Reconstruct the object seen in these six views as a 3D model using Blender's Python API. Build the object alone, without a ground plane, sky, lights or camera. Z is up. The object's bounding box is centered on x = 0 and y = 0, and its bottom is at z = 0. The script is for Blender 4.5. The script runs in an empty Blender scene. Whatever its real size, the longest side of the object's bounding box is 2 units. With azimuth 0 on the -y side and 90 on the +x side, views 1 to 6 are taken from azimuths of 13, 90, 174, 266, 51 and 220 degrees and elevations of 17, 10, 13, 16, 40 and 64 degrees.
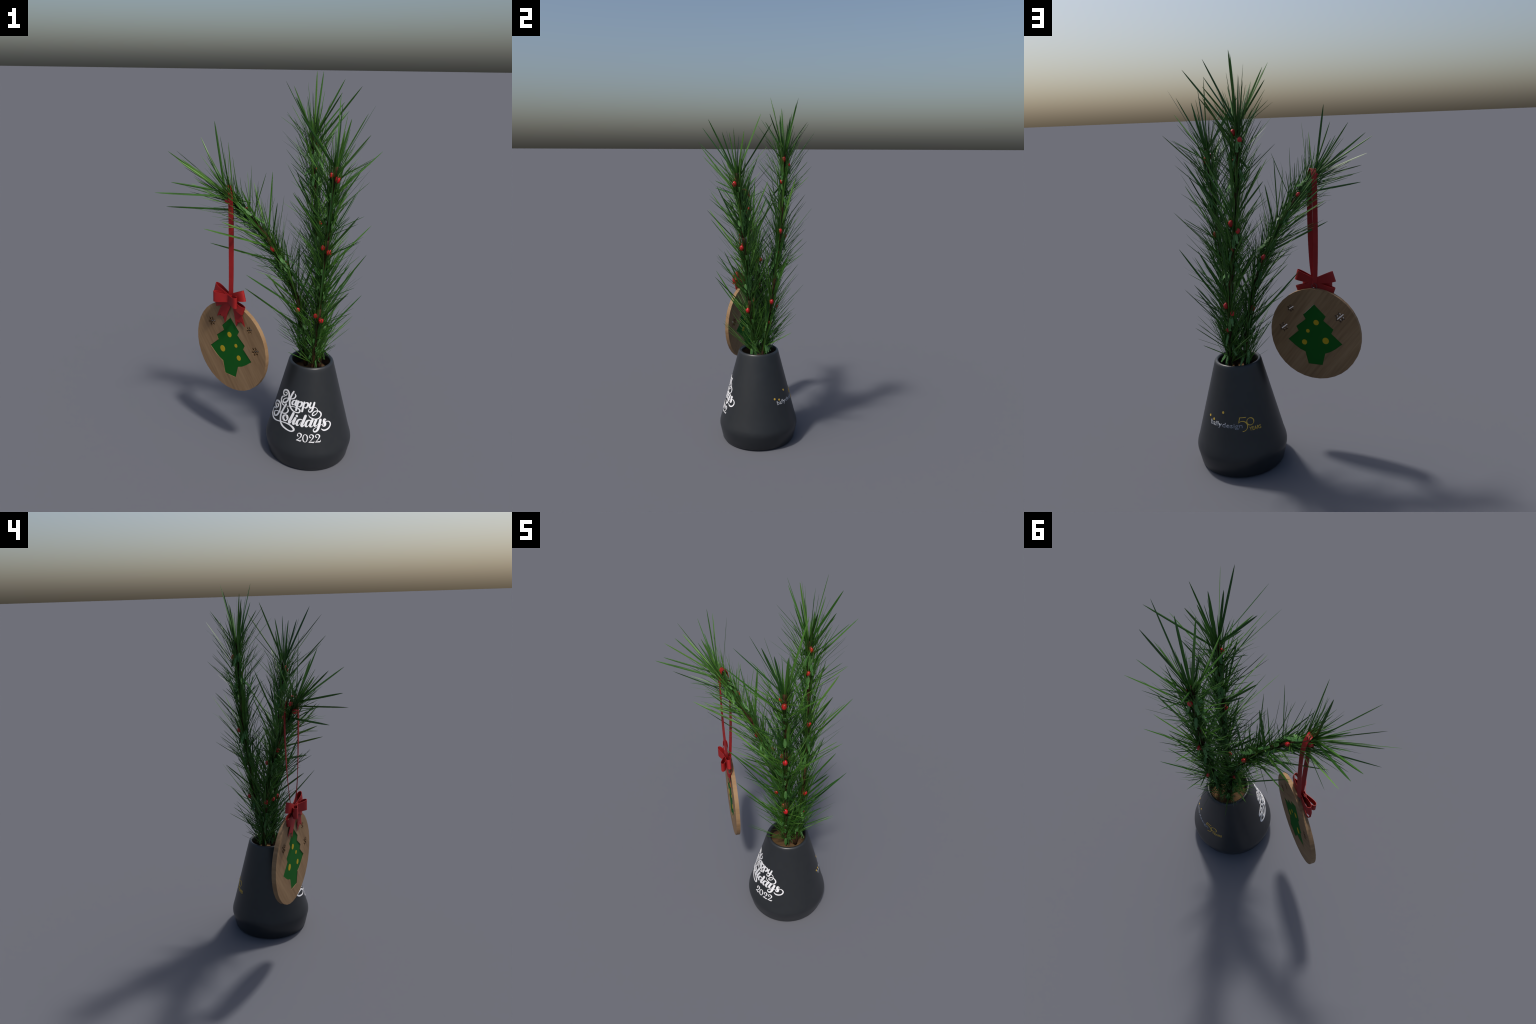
"""Charcoal bottle vase with three artificial pine branches and a hanging wooden ornament."""
import math, random
import bpy, bmesh
from mathutils import Vector, Matrix, Quaternion

rnd = random.Random(20)
COL = bpy.context.scene.collection

# ------------------------------------------------------------------ helpers
def add(name, me, mat=None, parent=None, mw=None):
    ob = bpy.data.objects.new(name, me)
    COL.objects.link(ob)
    if mat is not None and me is not None and not me.materials:
        me.materials.append(mat)
    if parent is not None:
        ob.parent = parent
    if mw is not None:
        ob.matrix_world = mw
    return ob

def root(name, label, category, loc=(0, 0, 0)):
    ob = bpy.data.objects.new(name, None)
    ob.empty_display_size = 0.05
    COL.objects.link(ob)
    ob.location = loc
    ob["label"] = label
    ob["category"] = category
    WORLD[ob.name] = Matrix.Translation(loc)
    return ob

WORLD = {}      # world matrix given to every part so far

def child(name, me, mat, parent, mw=Matrix()):
    ob = add(name, me, mat)
    ob.parent = parent
    ob.matrix_parent_inverse = WORLD[parent.name].inverted()
    ob.matrix_basis = mw
    WORLD[ob.name] = mw.copy()
    return ob

def mesh(name, verts, faces, smooth=False):
    me = bpy.data.meshes.new(name)
    me.from_pydata([tuple(v) for v in verts], [], faces)
    me.validate()
    bm = bmesh.new(); bm.from_mesh(me)
    bmesh.ops.recalc_face_normals(bm, faces=bm.faces[:])
    bm.to_mesh(me); bm.free()
    if smooth:
        me.polygons.foreach_set("use_smooth", [True] * len(me.polygons))
    return me

def bm_mesh(name, bm, smooth=False):
    me = bpy.data.meshes.new(name)
    bm.to_mesh(me); bm.free()
    if smooth:
        me.polygons.foreach_set("use_smooth", [True] * len(me.polygons))
    return me

def catmull(pts, n=8):
    """smooth curve through control points (any dimension)"""
    P = [tuple(p) for p in pts]
    closed = P[0] == P[-1] and len(P) > 3
    out = []
    m = len(P)
    for i in range(m - 1):
        p1, p2 = P[i], P[i + 1]
        p0 = P[i - 1] if i > 0 else (P[m - 2] if closed else p1)
        p3 = P[i + 2] if i + 2 < m else (P[1] if closed else p2)
        for k in range(n):
            t = k / n
            out.append(tuple(0.5 * (2 * b + (c - a) * t + (2 * a - 5 * b + 4 * c - d) * t * t
                                    + (3 * b - a - 3 * c + d) * t ** 3)
                             for a, b, c, d in zip(p0, p1, p2, p3)))
    out.append(P[-1])
    return out

# ------------------------------------------------------------------ materials
def material(name, colour, rough=0.5, spec=0.5):
    m = bpy.data.materials.new(name)
    m.use_nodes = True
    nt = m.node_tree
    b = nt.nodes["Principled BSDF"]
    b.inputs["Base Color"].default_value = (*colour, 1)
    b.inputs["Roughness"].default_value = rough
    b.inputs["Specular IOR Level"].default_value = spec
    return m, nt, b

def node(nt, kind, **kw):
    n = nt.nodes.new(kind)
    for k, v in kw.items():
        if k in n.inputs.keys():
            n.inputs[k].default_value = v
        else:
            setattr(n, k, v)
    return n

def ramp(nt, fac, stops):
    r = nt.nodes.new("ShaderNodeValToRGB")
    e = r.color_ramp.elements
    e[0].position, e[0].color = stops[0][0], (*stops[0][1], 1)
    e[1].position, e[1].color = stops[-1][0], (*stops[-1][1], 1)
    for p, c in stops[1:-1]:
        x = e.new(p); x.color = (*c, 1)
    nt.links.new(fac, r.inputs["Fac"])
    return r.outputs["Color"]

def noise(nt, scale, mapping=None, detail=3.0, rough=0.5):
    tc = node(nt, "ShaderNodeTexCoord")
    src = tc.outputs["Object"]
    if mapping:          # turn first, then stretch along the turned axes
        for key, val in (("Rotation", mapping[0]), ("Scale", mapping[1])):
            mp = node(nt, "ShaderNodeMapping")
            mp.inputs[key].default_value = val
            nt.links.new(src, mp.inputs["Vector"])
            src = mp.outputs["Vector"]
    n = node(nt, "ShaderNodeTexNoise", Scale=scale, Detail=detail, Roughness=rough)
    nt.links.new(src, n.inputs["Vector"])
    return n.outputs["Fac"]

def bump(nt, b, height, strength, dist=0.002):
    bp = node(nt, "ShaderNodeBump", Strength=strength, Distance=dist)
    nt.links.new(height, bp.inputs["Height"])
    nt.links.new(bp.outputs["Normal"], b.inputs["Normal"])

def mat_noisy(name, stops, scale, rough=0.5, spec=0.5, mapping=None, bump_s=0.0, detail=3.0):
    m, nt, b = material(name, stops[0][1], rough, spec)
    f = noise(nt, scale, mapping, detail)
    nt.links.new(ramp(nt, f, stops), b.inputs["Base Color"])
    if bump_s:
        bump(nt, b, f, bump_s)
    return m

def mat_needle(name, stops, rough=0.42):
    m, nt, b = material(name, stops[0][1], rough, 0.35)
    oi = node(nt, "ShaderNodeObjectInfo")
    f = noise(nt, 9.0)
    gi = node(nt, "ShaderNodeNewGeometry")
    two = node(nt, "ShaderNodeMath", operation="ADD")
    nt.links.new(oi.outputs["Random"], two.inputs[0]); nt.links.new(gi.outputs["Random Per Island"], two.inputs[1])
    fr = node(nt, "ShaderNodeMath", operation="FRACT")
    nt.links.new(two.outputs[0], fr.inputs[0])
    mx = node(nt, "ShaderNodeMath", operation="MULTIPLY_ADD")
    nt.links.new(fr.outputs[0], mx.inputs[0]); mx.inputs[1].default_value = 0.75
    sc = node(nt, "ShaderNodeMath", operation="MULTIPLY")
    nt.links.new(f, sc.inputs[0]); sc.inputs[1].default_value = 0.3
    nt.links.new(sc.outputs[0], mx.inputs[2])
    nt.links.new(ramp(nt, mx.outputs[0], stops), b.inputs["Base Color"])
    return m

M_POT = mat_noisy("charcoal_glaze", [(0.3, (0.0165, 0.0190, 0.0220)), (0.7, (0.0200, 0.0225, 0.0255))], 30, 0.36, 0.5)
M_WHITE, _, _ = material("white_print", (0.80, 0.80, 0.82), 0.5)
M_GREY, _, _ = material("grey_print", (0.36, 0.37, 0.39), 0.5)
M_SLATE, _, _ = material("slate_print", (0.26, 0.28, 0.33), 0.5)
M_GOLD, _, _ = material("gold_print", (0.62, 0.40, 0.05), 0.5)
M_SOIL = mat_noisy("brown_filler", [(0.3, (0.060, 0.034, 0.016)), (0.7, (0.110, 0.066, 0.029))], 60, 0.9, 0.2, ((0, 0, 0.5), (1, 0.25, 1)), 0.5)
M_TWIG = mat_noisy("brown_bark", [(0.35, (0.020, 0.010, 0.005)), (0.7, (0.070, 0.030, 0.012))], 40, 0.8, 0.2, ((0, 0, 0), (1, 1, 0.2)), 0.6)
M_NEEDLE = mat_needle("pine_green", [(0.12, (0.012, 0.057, 0.008)), (0.50, (0.034, 0.110, 0.012)), (0.78, (0.062, 0.165, 0.021)), (0.92, (0.105, 0.235, 0.044))])  # palest stop paints sky and sun glints onto randomly chosen needles
M_BRACT = mat_needle("pale_leaf_green", [(0.2, (0.040, 0.130, 0.028)), (0.9, (0.110, 0.250, 0.070))], 0.45)
M_BERRY, _, _ = material("berry_red", (0.50, 0.010, 0.014), 0.30)
M_RIBBON = mat_noisy("red_satin", [(0.3, (0.27, 0.010, 0.011)), (0.7, (0.32, 0.013, 0.013))], 25, 0.55, 0.3)
M_TREE, _, _ = material("green_paint", (0.006, 0.095, 0.010), 0.75, 0.15)
M_DOT, _, _ = material("yellow_paint", (0.42, 0.30, 0.015), 0.75, 0.15)
M_STEEL, _, b_ = material("dark_steel", (0.10, 0.10, 0.11), 0.35)
b_.inputs["Metallic"].default_value = 0.8

def mat_wood():
    m, nt, b = material("walnut_wood", (0.3, 0.18, 0.1), 0.65, 0.25)
    rot = (0, math.radians(37), 0)
    fine = noise(nt, 75.0, (rot, (1.0, 0.05, 0.07)), 4.0, 0.6)
    wide = noise(nt, 14.0, (rot, (1.0, 0.05, 0.16)), 2.0, 0.5)
    mx = node(nt, "ShaderNodeMath", operation="MULTIPLY_ADD")
    nt.links.new(fine, mx.inputs[0]); mx.inputs[1].default_value = 0.5
    h = node(nt, "ShaderNodeMath", operation="MULTIPLY")
    nt.links.new(wide, h.inputs[0]); h.inputs[1].default_value = 0.5
    nt.links.new(h.outputs[0], mx.inputs[2])
    nt.links.new(ramp(nt, mx.outputs[0], [(0.28, (0.150, 0.086, 0.040)), (0.5, (0.240, 0.146, 0.073)), (0.72, (0.325, 0.210, 0.110))]),
                 b.inputs["Base Color"])
    bump(nt, b, mx.outputs[0], 0.12, 0.001)
    return m
M_WOOD = mat_wood()

# ------------------------------------------------------------------ vase
CX, CY = 0.2126, 0.0114
R_RIM, Z_RIM, R_MAX, Z_MAX = 0.1182, 0.5326, 0.2330, 0.0894

def wall_r(z):
    t = (z - Z_MAX) / (Z_RIM - Z_MAX)
    return R_MAX + (R_RIM - R_MAX) * t

def revolve(profile, n=112):
    V, F = [], []
    for r, z in profile:
        for i in range(n):
            a = 2 * math.pi * i / n
            V.append((CX + r * math.cos(a), CY + r * math.sin(a), z))
    for j in range(len(profile) - 1):
        for i in range(n):
            k = (i + 1) % n
            F.append((j * n + i, j * n + k, (j + 1) * n + k, (j + 1) * n + i))
    return V, F, n

def build_vase():
    top = root("vase", "dark charcoal tapered bottle vase with white holiday lettering", "vase", (CX, CY, 0))
    base = [(0.0, 0.0), (0.150, 0.0), (0.190, 0.0), (0.2015, 0.0010), (0.2090, 0.0042), (0.2138, 0.0110)]
    belly = [(0.2300, 0.0850), (0.2306, 0.0960), (0.2293, 0.1080), (0.2266, 0.1200), (wall_r(0.150), 0.150)]
    side = [(wall_r(z), z) for z in (0.2, 0.26, 0.32, 0.38, 0.44, 0.49, 0.52)]
    rim = [(0.1182, 0.5330), (0.1160, 0.5385), (0.1125, 0.5425), (0.1075, 0.5440), (0.1030, 0.5425), (0.0995, 0.5385),
           (0.0978, 0.532), (0.0985, 0.52), (0.105, 0.49), (0.112, 0.46), (0.0, 0.46)]
    V, F, n = revolve(base + belly + side + rim)
    me = mesh("vase_body", V, F, True)
    bm = bmesh.new(); bm.from_mesh(me)
    bmesh.ops.remove_doubles(bm, verts=bm.verts[:], dist=1e-5)
    bmesh.ops.recalc_face_normals(bm, faces=bm.faces[:])
    bm.to_mesh(me); bm.free()
    me.polygons.foreach_set("use_smooth", [True] * len(me.polygons))
    body = child("vase_body", me, M_POT, top)
    # brown filler disc just under the rim, gently uneven
    prof = [(0.0, 0.478), (0.03, 0.4785), (0.06, 0.477), (0.085, 0.476), (0.1085, 0.474), (0.1085, 0.463)]
    V, F, n = revolve(prof, 64)
    V = [(x, y, z + 0.0018 * math.sin(90 * x + 40 * y)) for x, y, z in V]
    me = mesh("filler", V, F, True)
    child("filler", me, M_SOIL, top)
    return top, body

# --- lettering: calligraphic strokes in a plane wrapped on the wall.  Each point is
# (arc position in cm at radius 0.2 m, height in cm, pen width in mm)
A_ZERO = math.radians(-105)
STROKES = {
    'happy_h_curl': [(-11.11,38.52,2.9),(-9.71,38.85,5.3),(-8.93,38.35,6.4),(-9.55,37.41,4.6),(-10.95,37.0,5.5),(-12.39,37.18,9.3),(-13.05,38.0,11.4),(-12.5,39.1,9.7),(-10.98,39.93,7.7),(-9.03,40.04,11.4),(-7.59,39.31,11.7),(-6.88,37.89,10.8),(-6.78,36.49,9.7),(-7.35,35.18,8.9),(-8.51,34.04,8.3),(-9.84,33.37,7.7),(-10.99,33.5,10.1),(-11.0,34.34,7.1),(-9.95,35.49,4.4),(-8.35,36.34,3.9),(-6.03,36.77,4.5),(-4.21,37.17,5.1),(-2.61,37.99,6.6),(-1.81,39.07,7.6),(-2.04,39.77,5.1),(-2.77,40.34,0.9)],
    'happy_h_wing': [(-10.39,36.37,1.3),(-12.25,35.92,5.6),(-13.28,34.68,11.8),(-13.21,33.41,12.6),(-12.18,32.57,10.0),(-10.79,32.1,6.6),(-9.37,32.09,4.6)],
    'happy_h_stem': [(-3.78,41.09,8.6),(-4.43,40.02,10.2),(-5.2,38.3,10.3),(-5.5,36.69,10.4),(-5.41,34.89,10.6),(-4.63,33.32,10.1),(-3.32,32.2,8.1),(-1.67,31.47,6.2),(0.4,31.28,4.9),(1.7,31.55,6.9),(2.28,32.54,9.4),(1.42,33.42,7.2),(-0.29,33.73,3.3),(-2.68,33.58,2.8),(-4.9,33.19,2.8),(-6.73,32.52,3.1)],
    'happy_a_bowl': [(-0.83,36.72,2.6),(-1.94,37.02,4.4),(-3.07,36.32,7.7),(-3.45,35.27,10.2),(-3.07,34.58,7.7),(-2.2,34.85,2.7),(-1.36,36.11,2.0)],
    'happy_a_stem': [(-0.59,37.17,9.5),(-1.04,35.89,10.1),(-1.16,34.77,8.6),(-0.42,34.68,2.7),(0.26,35.68,1.6)],
    'happy_p_stem': [(0.74,37.05,9.3),(0.24,35.38,9.9),(-0.13,32.54,10.0)],
    'happy_p_bowl': [(0.53,35.63,1.9),(1.63,36.92,4.2),(3.0,36.88,9.2),(2.87,35.56,8.6),(1.99,34.58,6.5),(1.05,34.6,2.1)],
    'happy_q_stem': [(4.54,37.15,9.0),(4.1,35.25,9.4),(3.64,32.57,9.9)],
    'happy_q_bowl': [(4.3,35.86,1.9),(5.55,37.02,4.3),(6.9,36.84,8.7),(6.7,35.42,8.5),(5.65,34.5,7.0),(4.74,34.75,2.0)],
    'happy_y_left': [(8.6,37.16,9.0),(7.99,35.7,9.3),(8.31,34.88,7.6),(9.31,35.07,2.8),(10.37,36.03,1.6)],
    'happy_y_tail': [(10.97,37.28,9.1),(10.26,35.27,9.9),(9.54,33.43,8.7),(8.46,32.61,5.9),(7.52,32.95,4.8),(7.61,33.75,3.1),(8.62,34.37,2.3),(10.27,34.88,2.4),(11.71,34.86,2.3),(12.66,34.14,3.1),(12.88,33.07,3.2),(12.27,31.91,3.7),(11.0,31.08,4.4),(9.98,30.93,5.1),(9.79,31.61,5.9),(10.53,32.53,5.2),(11.93,33.12,4.4),(13.59,32.98,4.7),(14.83,31.94,6.8),(14.81,30.59,6.8),(13.47,29.36,5.3),(11.45,29.03,4.4),(9.46,29.52,5.2),(8.22,30.21,3.6),(7.57,31.24,0.8)],
    'holi_h_curl': [(-16.67,29.82,4.0),(-15.17,30.0,7.8),(-14.57,29.42,8.7),(-15.24,28.31,4.9),(-16.84,27.93,9.4),(-18.47,28.2,14.8),(-19.71,28.92,22.0),(-19.1,30.04,18.2),(-17.35,31.15,8.4),(-14.49,31.64,14.6),(-12.6,30.88,13.7),(-11.91,29.27,12.9),(-12.13,27.23,12.3),(-13.08,25.24,11.5),(-14.54,23.93,6.3),(-16.36,23.59,12.6),(-17.27,24.31,13.0),(-16.53,25.51,6.2),(-14.35,26.78,3.7),(-11.82,27.48,4.3),(-9.96,27.8,4.8),(-7.43,28.45,5.1),(-6.0,29.3,6.9),(-5.3,30.46,8.6),(-5.57,31.18,5.2),(-6.51,31.88,1.0)],
    'holi_h_wing': [(-16.21,27.1,1.9),(-18.8,26.54,5.9),(-20.43,24.57,23.0),(-20.03,22.93,18.0),(-18.03,22.05,10.0),(-15.64,21.86,7.4),(-12.97,22.25,5.2),(-10.15,23.1,4.4),(-7.74,23.75,4.3),(-5.25,24.16,4.8),(-2.66,24.08,7.1),(-0.63,23.3,11.3),(0.09,22.31,10.9),(-0.76,21.38,7.3),(-2.3,21.08,6.4),(-4.8,21.38,7.5),(-7.34,22.06,9.7),(-8.92,23.22,12.9),(-9.84,25.11,13.4),(-9.96,27.38,13.4),(-9.07,30.07,13.3),(-7.8,33.16,12.8)],
    'holi_o_ring': [(-6.51,28.02,5.2),(-5.22,27.95,7.6),(-4.67,26.92,8.3),(-5.06,25.7,5.5),(-5.93,25.12,5.1),(-7.18,25.34,10.5),(-7.82,26.22,11.3),(-7.43,27.31,7.7),(-6.51,28.02,4.3)],
    'holi_o_mark': [(-6.06,27.54,2.1),(-5.44,26.91,2.5),(-4.24,26.77,1.8)],
    'holi_l': [(-1.5,30.38,11.3),(-2.43,27.76,12.8),(-3.31,25.47,13.1),(-2.87,25.11,7.9),(-1.93,25.91,2.3),(-1.07,27.15,1.6)],
    'holi_i': [(0.04,28.24,11.0),(-0.63,26.29,12.1),(-0.69,25.27,10.0),(0.17,25.4,3.8),(1.11,26.71,1.5)],
    'holi_d_bowl': [(4.93,27.89,2.9),(3.34,28.37,4.8),(1.99,27.79,7.6),(1.32,26.37,10.9),(1.42,25.31,10.0),(2.38,25.26,3.4),(3.62,27.21,1.5)],
    'holi_d_stem': [(5.87,30.42,11.6),(4.83,27.59,12.0),(4.03,25.52,11.1),(4.68,25.14,6.6),(5.85,26.35,1.5)],
    'holi_a_bowl': [(9.39,27.84,2.8),(8.23,28.48,4.8),(6.96,27.97,8.2),(6.3,26.6,10.9),(6.37,25.44,9.2),(7.28,25.27,3.5),(8.77,27.15,1.6)],
    'holi_a_stem': [(9.79,28.52,11.4),(8.93,26.77,11.3),(8.76,25.51,9.1),(9.66,25.28,3.6),(10.59,26.4,1.6)],
    'holi_y_left': [(11.97,28.58,11.3),(11.06,26.68,11.5),(11.23,25.65,7.8),(12.33,25.95,2.8),(13.63,27.41,1.7)],
    'holi_y_tail': [(14.39,28.41,12.2),(13.63,26.06,12.4),(12.93,24.02,11.1),(11.84,22.89,7.7),(10.82,22.82,5.9),(10.41,23.51,4.7),(10.81,24.27,3.2),(12.49,25.17,2.5),(14.69,25.95,2.5),(15.96,26.46,1.7)],
    'holi_s': [(17.67,27.93,4.6),(17.43,28.5,3.9),(16.57,28.41,8.0),(16.43,27.46,10.6),(17.0,26.39,11.5),(16.93,25.47,10.4),(16.1,25.12,5.2),(15.56,25.61,4.2),(16.01,26.16,2.2)],
    'holi_flourish': [(17.15,26.72,2.2),(18.04,27.18,3.0),(19.27,27.02,3.8),(20.19,26.1,6.8),(20.16,24.93,8.5),(19.13,23.7,8.5),(17.42,23.05,8.1),(15.86,23.13,7.0),(14.76,23.9,3.1)],
    'year_two': [(3.0,19.75,1.7),(2.53,19.86,5.6),(2.4,20.48,3.6),(2.79,21.19,2.7),(3.44,21.36,4.1),(4.3,20.85,7.8),(4.27,19.91,6.2),(3.44,18.78,3.0),(2.07,17.65,1.9)],
    'year_two_foot': [(2.04,17.62,2.0),(3.06,17.68,4.9),(4.14,17.51,4.7),(4.55,18.36,0.8)],
    'year_zero': [(6.34,21.21,2.0),(7.22,20.58,4.8),(7.53,19.34,6.3),(7.16,17.86,3.8),(6.38,17.3,2.0),(5.59,17.87,4.9),(5.26,19.19,6.3),(5.59,20.59,3.8),(6.34,21.21,1.9)],
    'year_two_b': [(9.33,19.63,1.6),(8.74,19.84,5.2),(8.49,20.41,3.5),(8.9,21.06,2.8),(9.64,21.22,4.0),(10.44,20.57,7.5),(10.29,19.68,6.4),(9.51,18.57,3.2),(8.26,17.26,2.0)],
    'year_two_b_foot': [(8.26,17.26,1.6),(9.53,17.45,4.8),(10.66,17.35,4.4),(10.88,18.12,0.8)],
    'year_two_c': [(12.33,19.73,1.6),(11.78,20.03,5.1),(11.58,20.62,3.6),(12.03,21.24,2.9),(12.79,21.32,3.9),(13.59,20.6,7.5),(13.44,19.72,6.7),(12.68,18.68,3.3),(11.51,17.41,2.0)],
    'year_two_c_foot': [(11.49,17.41,1.6),(12.76,17.56,4.8),(13.82,17.6,4.6),(14.12,18.4,0.9)],
}
I_DOT = (0.79, 29.59, 6.5)

def on_wall(a_cm, z_cm, off):
    ang = A_ZERO + a_cm / 20.0
    z = z_cm / 100.0
    r = wall_r(z) + off
    return (CX + r * math.cos(ang), CY + r * math.sin(ang), z + off * 0.25)

def stroke_mesh(pts, off, n=7):
    """pen stroke with variable width as a raised ribbon with rounded ends"""
    c = catmull(pts, n)
    rr = lambda z: wall_r(z / 100) / 0.2
    P = [(a * rr(z), z, max(w, 0.5) / 20.0) for a, z, w in c]      # half width in cm
    closed = pts[0] == pts[-1]
    rows = []
    for i, (x, z, h) in enumerate(P):
        if closed and i in (0, len(P) - 1):
            x0, z0 = P[-2][:2]; x1, z1 = P[1][:2]
        else:
            x0, z0 = P[max(i - 1, 0)][:2]; x1, z1 = P[min(i + 1, len(P) - 1)][:2]
        tx, tz = x1 - x0, z1 - z0
        l = math.hypot(tx, tz) or 1
        rows.append((x, z, tx / l, tz / l, h))
    if not closed:
        x, z, tx, tz, h = rows[0]
        pre = [(x - tx * h * s, z - tz * h * s, tx, tz, h * math.sqrt(1 - s * s)) for s in (0.97, 0.75, 0.4)]
        x, z, tx, tz, h = rows[-1]
        post = [(x + tx * h * s, z + tz * h * s, tx, tz, h * math.sqrt(1 - s * s)) for s in (0.4, 0.75, 0.97)]
        rows = pre + rows + post
    V, F = [], []
    for x, z, tx, tz, h in rows:
        for sgn, o in ((1, -0.002), (1, off), (-1, off), (-1, -0.002)):
            px, pz = x - tz * h * sgn, z + tx * h * sgn
            V.append(on_wall(px / rr(pz), pz, o))
    for i in range(len(rows) - 1):
        a, b = 4 * i, 4 * i + 4
        for k in range(3):
            F.append((a + k, a + k + 1, b + k + 1, b + k))
    if not closed:
        F.append((0, 1, 2, 3)); e = 4 * (len(rows) - 1); F.append((e, e + 1, e + 2, e + 3))
    return V, F

def letters(text, az0, az1, z0, height, bold, off, name):
    """sans letters of the built-in font, fitted between two azimuths and wrapped on the wall"""
    cu = bpy.data.curves.new(name, "FONT")
    cu.body = text; cu.size = 1.0; cu.resolution_u = 4; cu.offset = bold
    tmp = bpy.data.objects.new(name, cu)
    COL.objects.link(tmp)
    bpy.context.view_layer.update()
    me = bpy.data.meshes.new_from_object(tmp.evaluated_get(bpy.context.evaluated_depsgraph_get()))
    bpy.data.objects.remove(tmp); bpy.data.curves.remove(cu)
    bm = bmesh.new(); bm.from_mesh(me)
    bmesh.ops.remove_doubles(bm, verts=bm.verts[:], dist=1e-5)
    r = bmesh.ops.extrude_face_region(bm, geom=bm.faces[:])
    top = {v for v in r["geom"] if isinstance(v, bmesh.types.BMVert)}
    xs = [v.co.x for v in bm.verts]
    x0, x1 = min(xs), max(xs)
    for v in bm.verts:
        ang = math.radians(az0 + (az1 - az0) * (v.co.x - x0) / (x1 - x0))
        z = z0 + v.co.y * height
        rad = wall_r(z) + (off if v in top else -0.001)
        v.co = (CX + rad * math.cos(ang), CY + rad * math.sin(ang), z)
    bmesh.ops.recalc_face_normals(bm, faces=bm.faces[:])
    bm.to_mesh(me); bm.free()
    return me

def az_cm(deg):
    return (math.radians(deg) - A_ZERO) * 20.0

def build_lettering(body):
    for i, (name, pts) in enumerate(STROKES.items()):
        heavy = 0.9 if any(k in name for k in ("_h_", "flourish", "year", "mark")) else (1.02 if "happy" in name else 1.14)
        pts = [(a, z, min(w * (heavy if w > 5.5 else 1.0), 14.0 if heavy > 1 else 9.6)) for a, z, w in pts]
        V, F = stroke_mesh(pts, 0.0009 + 0.00012 * (i % 7))
        child("lettering_stroke", mesh("lettering_stroke", V, F), M_WHITE, body)
    def disc_mark(nm, a_cm, z_cm, r_mm, mat, off=0.0012):
        k = 0.2 / wall_r(z_cm / 100)
        ring = [(a_cm + r_mm / 10 * k * math.cos(t), z_cm + r_mm / 10 * math.sin(t)) for t in [2 * math.pi * j / 24 for j in range(24)]]
        V = [on_wall(x, y, off) for x, y in ring] + [on_wall(x, y, -0.001) for x, y in ring]
        F = [tuple(range(24))] + [(j, (j + 1) % 24, 24 + (j + 1) % 24, 24 + j) for j in range(24)]
        child(nm, mesh(nm, V, F), mat, body)
    disc_mark("lettering_dot", I_DOT[0], I_DOT[1], I_DOT[2], M_WHITE)
    for deg, zc in ((32.1, 29.27), (41.7, 28.33), (58.3, 32.47)):
        disc_mark("gold_dot", az_cm(deg), zc, 5.6, M_GOLD)
    child("lettering_word", letters("bally", 36.0, 57.4, 0.2563, 0.0310, 0.020, 0.0004, "word_bold"), M_GREY, body)
    child("lettering_word", letters("design", 58.4, 89.4, 0.2563, 0.0315, -0.002, 0.0005, "word_light"), M_SLATE, body)
    child("lettering_word", letters("YEARS", 99.2, 117.4, 0.2405, 0.0255, 0.004, 0.0010, "years"), M_GOLD, body)
    w = 3.1
    five = [(95.2, 30.45), (85.6, 30.5)], [(85.6, 30.5), (84.2, 28.55)]
    for s in five:
        V, F = stroke_mesh([(az_cm(d), zc, w) for d, zc in s], 0.0011 + 0.0002 * (s is five[1]), 3)
        child("lettering_stroke", mesh("five", V, F), M_GOLD, body)
    k = 0.2 / wall_r(0.262)
    arc = [(az_cm(89.2) + 2.55 * k * math.cos(t), 26.4 + 2.4 * math.sin(t), w) for t in [math.radians(x) for x in range(133, -107, -20)]]
    V, F = stroke_mesh(arc, 0.0015, 3)
    child("lettering_stroke", mesh("five_bowl", V, F), M_GOLD, body)
    k = 0.2 / wall_r(0.283)
    arc = [(az_cm(101.7) + 1.75 * k * math.cos(t), 28.3 + 1.68 * math.sin(t), w) for t in [2 * math.pi * j / 16 for j in range(16)]]
    arc.append(arc[0])
    V, F = stroke_mesh(arc, 0.0009, 3)
    child("lettering_stroke", mesh("zero", V, F), M_GOLD, body)

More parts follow.
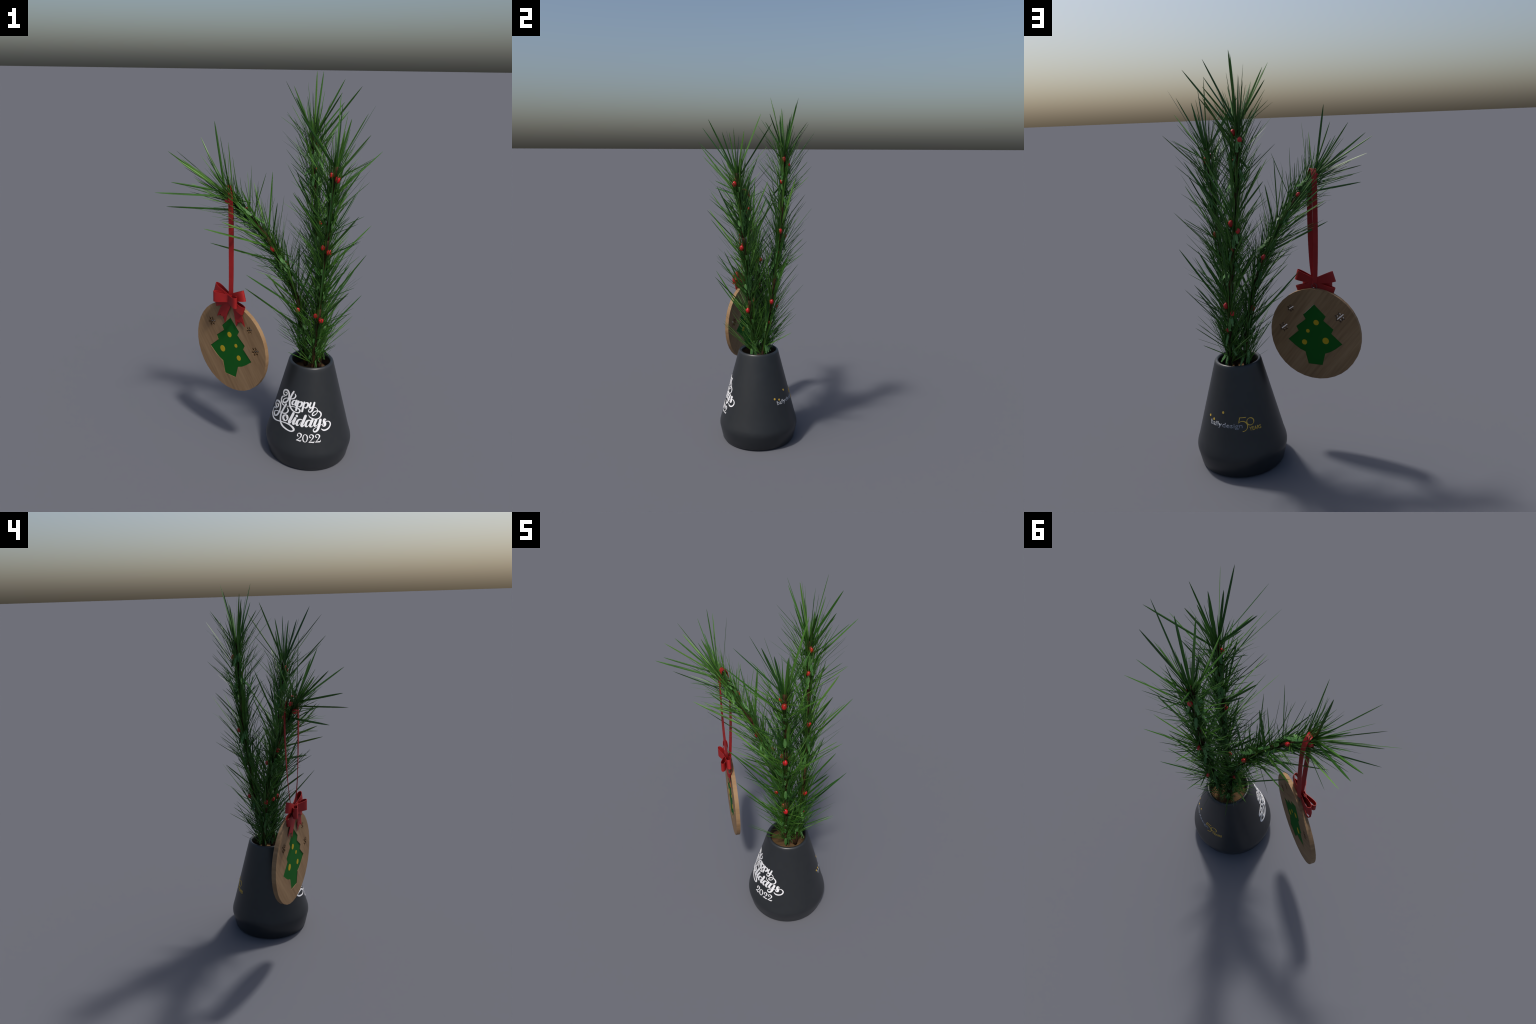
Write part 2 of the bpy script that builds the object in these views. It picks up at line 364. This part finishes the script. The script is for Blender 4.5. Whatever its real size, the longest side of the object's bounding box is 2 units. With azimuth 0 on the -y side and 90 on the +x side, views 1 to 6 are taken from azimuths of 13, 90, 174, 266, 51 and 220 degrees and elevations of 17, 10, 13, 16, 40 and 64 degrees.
# ------------------------------------------------------------------ pine branches
SPINE = {  # joints of the wired stem, tip first
    "a": [(0.160, 0.158, 1.695), (0.190, 0.141, 1.290), (0.235, 0.093, 0.885), (0.256, 0.030, 0.485)],
    "b": [(0.302, -0.108, 1.580), (0.274, -0.071, 1.220), (0.249, -0.038, 0.850), (0.222, -0.008, 0.485)],
    "c": [(-0.232, -0.108, 1.440), (-0.030, -0.035, 1.200), (0.125, 0.020, 0.870), (0.180, 0.048, 0.485)]}
CROWN = {  # where the long needles of the top tuft end
    "a": [(0.173, 0.076, 1.995), (0.185, 0.233, 1.993), (0.013, 0.143, 1.946), (0.081, 0.022, 1.879), (0.295, 0.218, 1.960),
          (0.192, 0.047, 1.861), (0.043, 0.293, 1.866), (0.304, 0.319, 1.803), (0.297, 0.072, 1.900), (0.302, 0.173, 1.852),
          (0.179, -0.032, 1.819), (0.321, 0.248, 1.807), (0.043, 0.204, 1.923), (0.031, 0.133, 1.920), (0.387, 0.091, 1.930)],
    "b": [(0.295, 0.026, 1.900), (0.330, -0.258, 1.868), (0.432, -0.116, 1.820), (0.339, -0.064, 1.809), (0.321, -0.185, 1.801),
          (0.139, -0.173, 1.814), (0.202, -0.304, 1.828), (0.455, 0.086, 1.845), (0.457, -0.300, 1.746), (0.150, -0.101, 1.788),
          (0.148, -0.318, 1.720), (0.199, -0.215, 1.734), (0.213, -0.304, 1.673), (0.505, -0.050, 1.650), (0.363, -0.143, 1.797)],
    "c": [(-0.178, -0.216, 1.684), (-0.509, -0.298, 1.448), (-0.371, -0.307, 1.611), (-0.494, -0.154, 1.622), (-0.497, -0.030, 1.609),
          (-0.485, -0.218, 1.367), (-0.435, 0.004, 1.443), (-0.465, -0.014, 1.528), (-0.282, 0.008, 1.685), (-0.374, -0.014, 1.678),
          (-0.442, -0.159, 1.583), (-0.274, -0.111, 1.766), (-0.207, -0.180, 1.637), (-0.400, -0.230, 1.600), (-0.430, -0.290, 1.500)]}
BERRY = {  # offsets from each joint tip
    "a": [(0.022, -0.006, -0.043), (-0.006, 0.023, -0.073), (0.022, -0.016, -0.168)],
    "b": [(0.0115, -0.0115, -0.060), (-0.018, -0.004, -0.041)]}
BERRY_BENT = [  # the bent branch carries them at these places, tip joint first
    [(-0.215, -0.097, 1.385), (-0.224, -0.077, 1.423), (-0.127, -0.054, 1.340)],
    [(0.000, -0.031, 1.141), (0.062, 0.022, 1.054)],
    [(0.129, 0.028, 0.803), (0.136, -0.012, 0.819)]]

def needle_mesh(kind):
    """unit needle along +z: flat folded blade with a tapering tip"""
    r = random.Random(50 + kind)
    rings = [(0.0, 0.80), (0.08, 1.0), (0.35, 1.0), (0.62, 0.97), (0.80, 0.82), (0.92, 0.50), (0.98, 0.20)]
    bow = r.uniform(-0.03, 0.03)
    V, F = [], []
    for t, w in rings:
        o = bow * t * (1 - t) * 4
        V += [(-0.5 * w, o, t), (0, o + 0.20 * w, t), (0.5 * w, o, t), (0, o - 0.06 * w, t)]
    V.append((0, 0, 1.0))
    for i in range(len(rings) - 1):
        for k in range(4):
            a, b = 4 * i + k, 4 * i + (k + 1) % 4
            F.append((a, b, b + 4, a + 4))
    e = 4 * (len(rings) - 1)
    for k in range(4):
        F.append((e + k, e + (k + 1) % 4, len(V) - 1))
    F.append((0, 1, 2, 3))
    return mesh("needle", V, F)

def bract_mesh(kind):
    """short kinked strip leaf, unit length along +z"""
    r = random.Random(80 + kind)
    rows = [(0.0, 0.80), (0.15, 0.95), (0.55, 1.0), (0.74, 0.95), (0.76, 0.55), (1.0, 0.70)]
    k1, k2 = r.uniform(0.1, 0.3), r.uniform(-0.3, 0.1)
    V, F = [], []
    for i, (t, w) in enumerate(rows):
        y = k1 * t * t + (k2 * (t - 0.55) if t > 0.55 else 0)
        sx = 0.12 * (i % 2) * (1 if kind % 2 else -1)
        for s in (-1, 1):
            V += [(s * 0.5 * w + sx * 0.5, y, t), (s * 0.5 * w + sx * 0.5, y + 0.03, t)]
    for i in range(len(rows) - 1):
        a = 4 * i
        for p, q in ((0, 2), (2, 3), (3, 1), (1, 0)):
            F.append((a + p, a + q, a + 4 + q, a + 4 + p))
    F.append((0, 1, 3, 2)); e = 4 * (len(rows) - 1); F.append((e, e + 2, e + 3, e + 1))
    return mesh("bract", V, F)

def blade_matrix(base, tip, width, twist, thick=1.0):
    d = Vector(tip) - Vector(base)
    q = d.to_track_quat("Z", "Y")
    return (Matrix.Translation(base) @ q.to_matrix().to_4x4() @ Matrix.Rotation(twist, 4, "Z")
            @ Matrix.Diagonal((width, width * thick, d.length, 1)))

def tube(path, radii, n=12, cap=True):
    V, F = [], []
    side = None
    P = [Vector(p) for p in path]
    for i, p in enumerate(P):
        t = (P[min(i + 1, len(P) - 1)] - P[max(i - 1, 0)]).normalized()
        if side is None:
            side = t.orthogonal().normalized()
        side = (side - t * side.dot(t)).normalized()
        up = t.cross(side)
        for k in range(n):
            a = 2 * math.pi * k / n
            V.append(p + (side * math.cos(a) + up * math.sin(a)) * radii[i])
    for i in range(len(P) - 1):
        for k in range(n):
            j = (k + 1) % n
            F.append((i * n + k, i * n + j, (i + 1) * n + j, (i + 1) * n + k))
    if cap:
        F.append(tuple(range(n))); e = (len(P) - 1) * n
        F.append(tuple(range(e, e + n)))
    return V, F

def build_branch(key, label, berry_me, needle_me, bract_me):
    J = [Vector(p) for p in SPINE[key]]
    top = root("pine_branch", label, "artificial pine branch", J[-1])
    r = random.Random({"a": 11, "b": 12, "c": 13}[key])
    curve = [Vector(p) for p in catmull([tuple(p) for p in J], 10)]        # tip -> base
    frames = []
    for i in range(3):
        seg = curve[i * 10:(i + 1) * 10 + 1]
        frames.append((seg, (seg[0] - seg[2]).normalized(), (J[i] - J[i + 1]).length))
    d0 = frames[0][1]
    u0 = d0.orthogonal().normalized(); v0 = d0.cross(u0)
    # one local recipe, repeated on the three joints as on the wired garland
    long_ones = []
    for tip in CROWN[key]:
        off = Vector(tip) - J[0]
        al = off.dot(d0); rad = (off - d0 * al)
        shift = max(0.0, rad.length / math.tan(math.radians(41)) - al)
        long_ones.append((off, shift, r.uniform(0.0076, 0.0115), r.uniform(0, 6.28)))
    side = []
    for f in range(74):
        t = 0.045 + 0.320 * ((f + r.uniform(0, 1)) / 74)
        az = f * 2.39996 + r.uniform(-0.4, 0.4)
        pol = math.radians(r.uniform(20, 48) if f % 4 else r.uniform(7, 20))
        L0 = r.triangular(0.13, 0.30, 0.215)
        for k in range(3):
            a2 = az + r.gauss(0, 0.22); p2 = pol + r.gauss(0, 0.12)
            L = L0 * r.uniform(0.70, 1.08)
            side.append((t + r.uniform(-0.004, 0.004), a2, p2, L, r.uniform(0.0025, 0.0046), r.uniform(0, 6.28)))
    for f in range(9):      # broad blades that lie along the stem and hide it
        side.append((r.uniform(0.02, 0.36), f * 2.4 + r.uniform(-0.5, 0.5), math.radians(r.uniform(3, 12)), r.uniform(0.17, 0.26),
                     r.uniform(0.0065, 0.0095), r.uniform(0, 6.28)))
    side.sort(key=lambda s: -s[3] * s[4])
    BIG = 17
    leaves = []
    for f in range(30):
        leaves.append((r.uniform(0.06, 0.30), r.uniform(0, 6.28), r.uniform(0.028, 0.066), r.uniform(0.010, 0.0165),
                       r.uniform(8, 45), r.random() < 0.7, f % 3, r.uniform(-0.7, 0.7)))
    for i, (seg, d, seglen) in enumerate(frames):
        rot = d0.rotation_difference(d)
        T = seg[0]
        def at(t):      # point on the stem a distance t below this joint's tip
            k = min(max(t / seglen, 0), 1) * 10
            j = min(int(k), 9)
            return seg[j].lerp(seg[j + 1], k - j)
        # hollow twig, a little wider at its open upper end
        n = len(seg)
        path = list(seg)
        radii = [0.0112 - 0.0014 * math.sin(math.pi * k / (n - 1)) for k in range(n)]
        inner = [seg[0], seg[0].lerp(seg[1], 0.35)]
        path = [inner[1], inner[0] + (seg[0] - seg[1]) * 0.0] + path
        radii = [0.0075, 0.0085] + radii
        V, F = tube(path, radii, 12)
        twig = child("twig", mesh("twig", V, F, True), M_TWIG, top)
        tag = 0
        for off, shift, w, tw in long_ones:
            o = rot @ off
            base = at(shift + 0.006)
            dirr = (T + o - base)
            rad = (dirr - d * dirr.dot(d))
            base = base + rad.normalized() * 0.006
            m = blade_matrix(base, T + o, w, tw)
            child("needle", needle_me[tag % 4], M_NEEDLE, twig, m); tag += 1
        stuffV, stuffF = [], []
        for s, (t, az, pol, L, w, tw) in enumerate(side):
            if t > seglen - (0.045 if i == 2 else 0.01):
                continue
            rd = rot @ (u0 * math.cos(az) + v0 * math.sin(az))
            b = at(t)
            dl = (at(max(t - 0.02, 0)) - at(t + 0.02)).normalized()
            rd = (rd - dl * rd.dot(dl)).normalized()
            dr = dl * math.cos(pol) + rd * math.sin(pol)
            base = b + rd * 0.006
            m = blade_matrix(base, base + dr * L, w, tw)
            if s < BIG:
                child("needle", needle_me[s % 4], M_NEEDLE, twig, m)
            else:
                src = needle_me[s % 4]
                k0 = len(stuffV)
                stuffV += [m @ v.co for v in src.vertices]
                stuffF += [tuple(k0 + q for q in p.vertices) for p in src.polygons]
        st = child("needle_tuft", mesh("needle_tuft", stuffV, stuffF), M_NEEDLE, twig)
        st["kind"] = "stuff"
        for t, az, L, w, ang, down, kind, tw in leaves:
            if t > seglen - (0.075 if i == 2 else 0.02):
                continue
            rd = rot @ (u0 * math.cos(az) + v0 * math.sin(az))
            b = at(t)
            dr = (d * (-1 if down else 1) * math.cos(math.radians(ang)) + rd * math.sin(math.radians(ang)))
            base = b + rd * 0.018
            dd = dr.normalized()
            x = dd.cross(rd).normalized(); y = dd.cross(x)
            R = Matrix((x, y, dd)).transposed().to_4x4()
            m = Matrix.Translation(base) @ R @ Matrix.Rotation(tw, 4, "Z") @ Matrix.Diagonal((w, L * 0.9, L, 1))
            child("bract", bract_me[kind], M_BRACT, twig, m)
        spots = [T + Vector(o) for o in BERRY[key]] if key != "c" else [Vector(o) for o in BERRY_BENT[i]]
        for k, p in enumerate(spots):       # slightly drawn-out berries
            s = (0.0125, 0.0105, 0.0098)[k]
            m = Matrix.Translation(p) @ d.to_track_quat("Z", "Y").to_matrix().to_4x4() @ Matrix.Diagonal((s, s, s * 1.32, 1))
            child("berry", berry_me, M_BERRY, twig, m)
    return top

# ------------------------------------------------------------------ ornament
OX = Vector((0.880, -0.474, 0)).normalized()
OZ = Vector((0, 0, 1))
ON = Vector((OX.y, -OX.x, 0))               # outward normal of the front face
OO = Vector((-0.2035, -0.084, 0.600))
# local frame: x across the face, z up, -y out of the front
OM = Matrix(((OX.x, -ON.x, 0, OO.x), (OX.y, -ON.y, 0, OO.y), (0, 0, 1, OO.z), (0, 0, 0, 1)))
THICK, DISC_R, DISC_C = 0.0228, 0.2450, (-0.0008, 0.0059)

def prism(outline, y0, y1, name):
    n = len(outline)
    V = [(x, y0, z) for x, z in outline] + [(x, y1, z) for x, z in outline]
    F = [tuple(range(n)), tuple(range(2 * n - 1, n - 1, -1))] + [(i, (i + 1) % n, n + (i + 1) % n, n + i) for i in range(n)]
    return mesh(name, V, F)

def tree_outline(grow=0.0):
    right = [(0.0615, 0.1080), (0.0485, 0.0845), (0.1012, 0.0418), (0.0895, 0.0180), (0.1478, -0.0338), (0.1090, -0.0655),
             (0.0800, -0.0845), (0.0545, -0.0945), (0.0385, -0.1603)]
    pts = [(0.0, 0.1685)] + right + [(-x, z) for x, z in reversed(right)]
    if grow:
        pts = [(x * (1 + grow), z * (1 + grow)) for x, z in pts]
    return pts

def flake_outline(cx, cz, R, turn):
    w = R * 0.105
    arm = [(1.75 * w, w), (0.42 * R, w), (0.64 * R, w + 0.24 * R), (0.64 * R + 1.4 * w, w + 0.24 * R - 0.9 * w),
           (0.42 * R + 2.5 * w, w), (R, w * 1.1)]
    one = [(x, -z) for x, z in arm] + [(x, z) for x, z in reversed(arm[1:])]
    out = []
    for k in range(6):
        a = turn + k * math.pi / 3
        c, s = math.cos(a), math.sin(a)
        out += [(cx + x * c - z * s, cz + x * s + z * c) for x, z in one]
    return out

def ribbon(path, width_dirs, widths, thick=0.0014, notch=0.0, name="ribbon", ruffle=0.0):
    """strip of cloth along a path with its own width direction and real thickness"""
    V, F = [], []
    P = [Vector(p) for p in path]
    n = len(P)
    cols = [-1, -0.5, 0, 0.5, 1]
    for i, p in enumerate(P):
        t = (P[min(i + 1, n - 1)] - P[max(i - 1, 0)]).normalized()
        wd = Vector(width_dirs[i] if isinstance(width_dirs, list) else width_dirs)
        wd = (wd - t * wd.dot(t)).normalized()
        nn = t.cross(wd)
        for c in cols:
            ext = t * notch * (abs(c) - 0.5) if (notch and i == n - 1) else Vector()
            rf = nn * ruffle * math.cos(c * math.pi)
            q = p + wd * widths[i] * 0.5 * c + ext + rf
            V += [q + nn * thick * 0.5, q - nn * thick * 0.5]
    m = 2 * len(cols)
    for i in range(n - 1):
        a, b = i * m, (i + 1) * m
        for c in range(len(cols) - 1):
            F.append((a + 2 * c, a + 2 * c + 2, b + 2 * c + 2, b + 2 * c))
            F.append((a + 2 * c + 1, b + 2 * c + 1, b + 2 * c + 3, a + 2 * c + 3))
        F.append((a, b, b + 1, a + 1)); F.append((a + m - 2, a + m - 1, b + m - 1, b + m - 2))
    for e in (0, (n - 1) * m):
        for c in range(len(cols) - 1):
            F.append((e + 2 * c, e + 2 * c + 1, e + 2 * c + 3, e + 2 * c + 2))
    return mesh(name, V, F, False)

def soften(ob, angle=40):
    me = ob.data
    me.polygons.foreach_set("use_smooth", [True] * len(me.polygons))
    me.set_sharp_from_angle(angle=math.radians(angle))

def build_ornament():
    top = root("hanging_ornament", "round wooden ornament with green tree inlay and red bow", "christmas ornament",
               OO + OZ * 0.262)
    n = 36
    ring = [(DISC_C[0] + DISC_R * math.cos(2 * math.pi * (k + 0.5) / n), DISC_C[1] + DISC_R * math.sin(2 * math.pi * (k + 0.5) / n)) for k in range(n)]
    disc = child("wooden_disc", prism(ring, 0.0, THICK, "wooden_disc"), M_WOOD, top, OM)
    cutters = [prism(tree_outline(0.004), -0.02, THICK + 0.02, "cut")]
    for cx, cz, R, turn in ((-0.1363, 0.1100, 0.0275, 0.30), (0.1302, 0.1374, 0.0205, 0.42), (0.1722, 0.0313, 0.0260, 0.36)):
        cutters.append(prism(flake_outline(cx, cz, R, turn), -0.02, THICK + 0.02, "cut"))
    for c in cutters:
        tmp = child("cutter", c, None, top, OM)
        md = disc.modifiers.new("cut", "BOOLEAN"); md.object = tmp; md.operation = "DIFFERENCE"; md.solver = "EXACT"
        bpy.context.view_layer.update()
        me = bpy.data.meshes.new_from_object(disc.evaluated_get(bpy.context.evaluated_depsgraph_get()))
        disc.modifiers.clear(); disc.data = me
        bpy.data.objects.remove(tmp)
    disc.data.name = "wooden_disc"
    if not disc.data.materials:
        disc.data.materials.append(M_WOOD)
    soften(disc, 25)
    tree = child("tree_inlay", prism(tree_outline(), 0.0020, THICK - 0.0020, "tree_inlay"), M_TREE, disc, OM)
    for cx, cz, R in ((-0.0085, 0.0709, 0.0145), (0.0380, 0.0213, 0.0100), (-0.0580, -0.0244, 0.0175), (0.0585, -0.0424, 0.0142)):
        c = [(cx + R * math.cos(2 * math.pi * k / 28), cz + R * math.sin(2 * math.pi * k / 28)) for k in range(28)]
        child("bauble_dot", prism(c, 0.0012, THICK - 0.0012, "bauble_dot"), M_DOT, tree, OM)
    # wire ring through the top edge
    V, F = [], []
    N, K = 32, 8
    for i in range(N):
        a = 2 * math.pi * i / N
        for k in range(K):
            b = 2 * math.pi * k / K
            rr = 0.0138 + 0.0012 * math.cos(b)
            V.append((-0.001 + rr * math.cos(a), 0.0115 + 0.0012 * math.sin(b), 0.2625 + rr * math.sin(a)))
    for i in range(N):
        for k in range(K):
            i2, k2 = (i + 1) % N, (k + 1) % K
            F.append((i * K + k, i2 * K + k, i2 * K + k2, i * K + k2))
    child("wire_ring", mesh("wire_ring", V, F, True), M_STEEL, top, OM)
    # long hanging loop over the branch (world coordinates)
    loop = [(-0.2000, -0.0790, 0.868), (-0.2030, -0.0720, 0.895), (-0.2060, -0.0600, 1.010), (-0.2075, -0.0510, 1.160), (-0.2085, -0.0480, 1.340),
            (-0.2090, -0.0560, 1.420), (-0.2090, -0.0700, 1.450), (-0.2090, -0.0850, 1.458), (-0.2035, -0.1010, 1.449), (-0.1970, -0.1140, 1.415),
            (-0.1930, -0.1170, 1.340), (-0.1915, -0.1135, 1.130), (-0.1935, -0.1060, 0.990), (-0.1990, -0.0930, 0.895), (-0.1990, -0.0850, 0.868)]
    c = catmull(loop, 6)
    m = len(c)
    wid = [0.0205 + 0.0055 * min(1.0, 5 * min(i, m - 1 - i) / m) for i in range(m)]
    turn = [min(1.0, max(0.0, (p[2] - 0.95) / 0.35)) for p in c]     # the strands twist a little on their way up
    lp = child("ribbon_loop", ribbon(c, [(1.0, -0.06 - 0.30 * q, 0) for q in turn], wid, 0.0035, name="ribbon_loop"), M_RIBBON, top)
    soften(lp)
    # bow, built in the ornament's frame (x across, -y forward, z up)
    knot = Vector((0.0, -0.004, 0.284))
    V, F = [], []
    bow = child("bow", ribbon([knot + Vector((-0.026 + 0.0052 * k, -0.012 - 0.006 * math.sin(math.pi * k / 10), 0)) for k in range(11)],
                              (0, 0, 1), [0.040 + 0.004 * abs(k - 5) / 5 for k in range(11)], 0.002, name="bow"), M_RIBBON, top, OM)
    soften(bow)
    def loop_piece(nm, out_dir, width_dir, length, bulge, w_knot, w_tip, start, depth_dir, ruffle=0.0):
        o = Vector(out_dir).normalized(); dd = Vector(depth_dir).normalized()
        P, W = [], []
        for k in range(29):
            u = k / 28
            a = 2 * math.pi * u
            x = 0.5 * (1 - math.cos(a))                                  # 0..1..0 out and back
            x = x ** 0.8
            y = bulge * (u + 0.9 * math.sin(math.pi * u) ** 1.5 * math.sin(a) * -1)
            P.append(start + o * length * x + dd * y)
            W.append(w_knot + (w_tip - w_knot) * x)
        ob = child(nm, ribbon(P, width_dir, W, 0.0018, name=nm, ruffle=ruffle), M_RIBBON, bow, OM)
        soften(ob, 50)
    for sx in (-1, 1):
        c, s = math.cos(math.radians(17)), math.sin(math.radians(17))
        loop_piece("bow_loop", (sx * c, 0, s), (-sx * s, 0, c), 0.107, 0.016, 0.030, 0.056, knot + Vector((0, 0.006, 0.002)), (0, -1, 0))
        loop_piece("bow_loop", (sx * 0.94, -0.34, 0), (0, 0, 1), 0.082, 0.015, 0.042, 0.057, knot + Vector((sx * 0.004, -0.003, -0.002)), (-sx * 0.24, -0.97, 0))
        c, s = math.cos(math.radians(20)), math.sin(math.radians(20))
        loop_piece("bow_loop", (sx * c, 0, -s), (sx * s, 0, c), 0.106, 0.014, 0.026, 0.046, knot + Vector((0, 0.004, -0.014)), (0, -1, 0))
        # tail with a swallow-tail end, hanging in front of the disc
        x0 = 0.052 if sx > 0 else -0.014
        P = [(x0 * 0.8, -0.013, 0.255), (x0, -0.012, 0.235), (sx * 0.062 if sx > 0 else -0.036, -0.009, 0.205), (sx * 0.0725 if sx > 0 else -0.0560, -0.006, 0.160)]
        c2 = catmull(P, 5)
        m = len(c2)
        ww = [0.036 + 0.026 * i / (m - 1) for i in range(m)]
        ob = child("bow_tail", ribbon(c2, (0.97, 0, 0.22 * sx), ww, 0.0016, notch=0.034, name="bow_tail"), M_RIBBON, bow, OM)
        soften(ob, 50)
    return top

# ------------------------------------------------------------------ assemble
vase, vase_body = build_vase()
build_lettering(vase_body)

bm = bmesh.new()
bmesh.ops.create_uvsphere(bm, u_segments=20, v_segments=12, radius=1.0)
berry_me = bm_mesh("berry", bm, True)
berry_me.materials.append(M_BERRY)
needle_me = [needle_mesh(k) for k in range(4)]
for me in needle_me:
    me.materials.append(M_NEEDLE)
bract_me = [bract_mesh(k) for k in range(3)]
for me in bract_me:
    me.materials.append(M_BRACT)
build_branch("a", "tall upright pine branch with long needles and red berries", berry_me, needle_me, bract_me)
build_branch("b", "leaning pine branch with long green needles and red berries", berry_me, needle_me, bract_me)
build_branch("c", "bent pine branch with red berries holding the ornament", berry_me, needle_me, bract_me)
build_ornament()
bpy.context.view_layer.update()
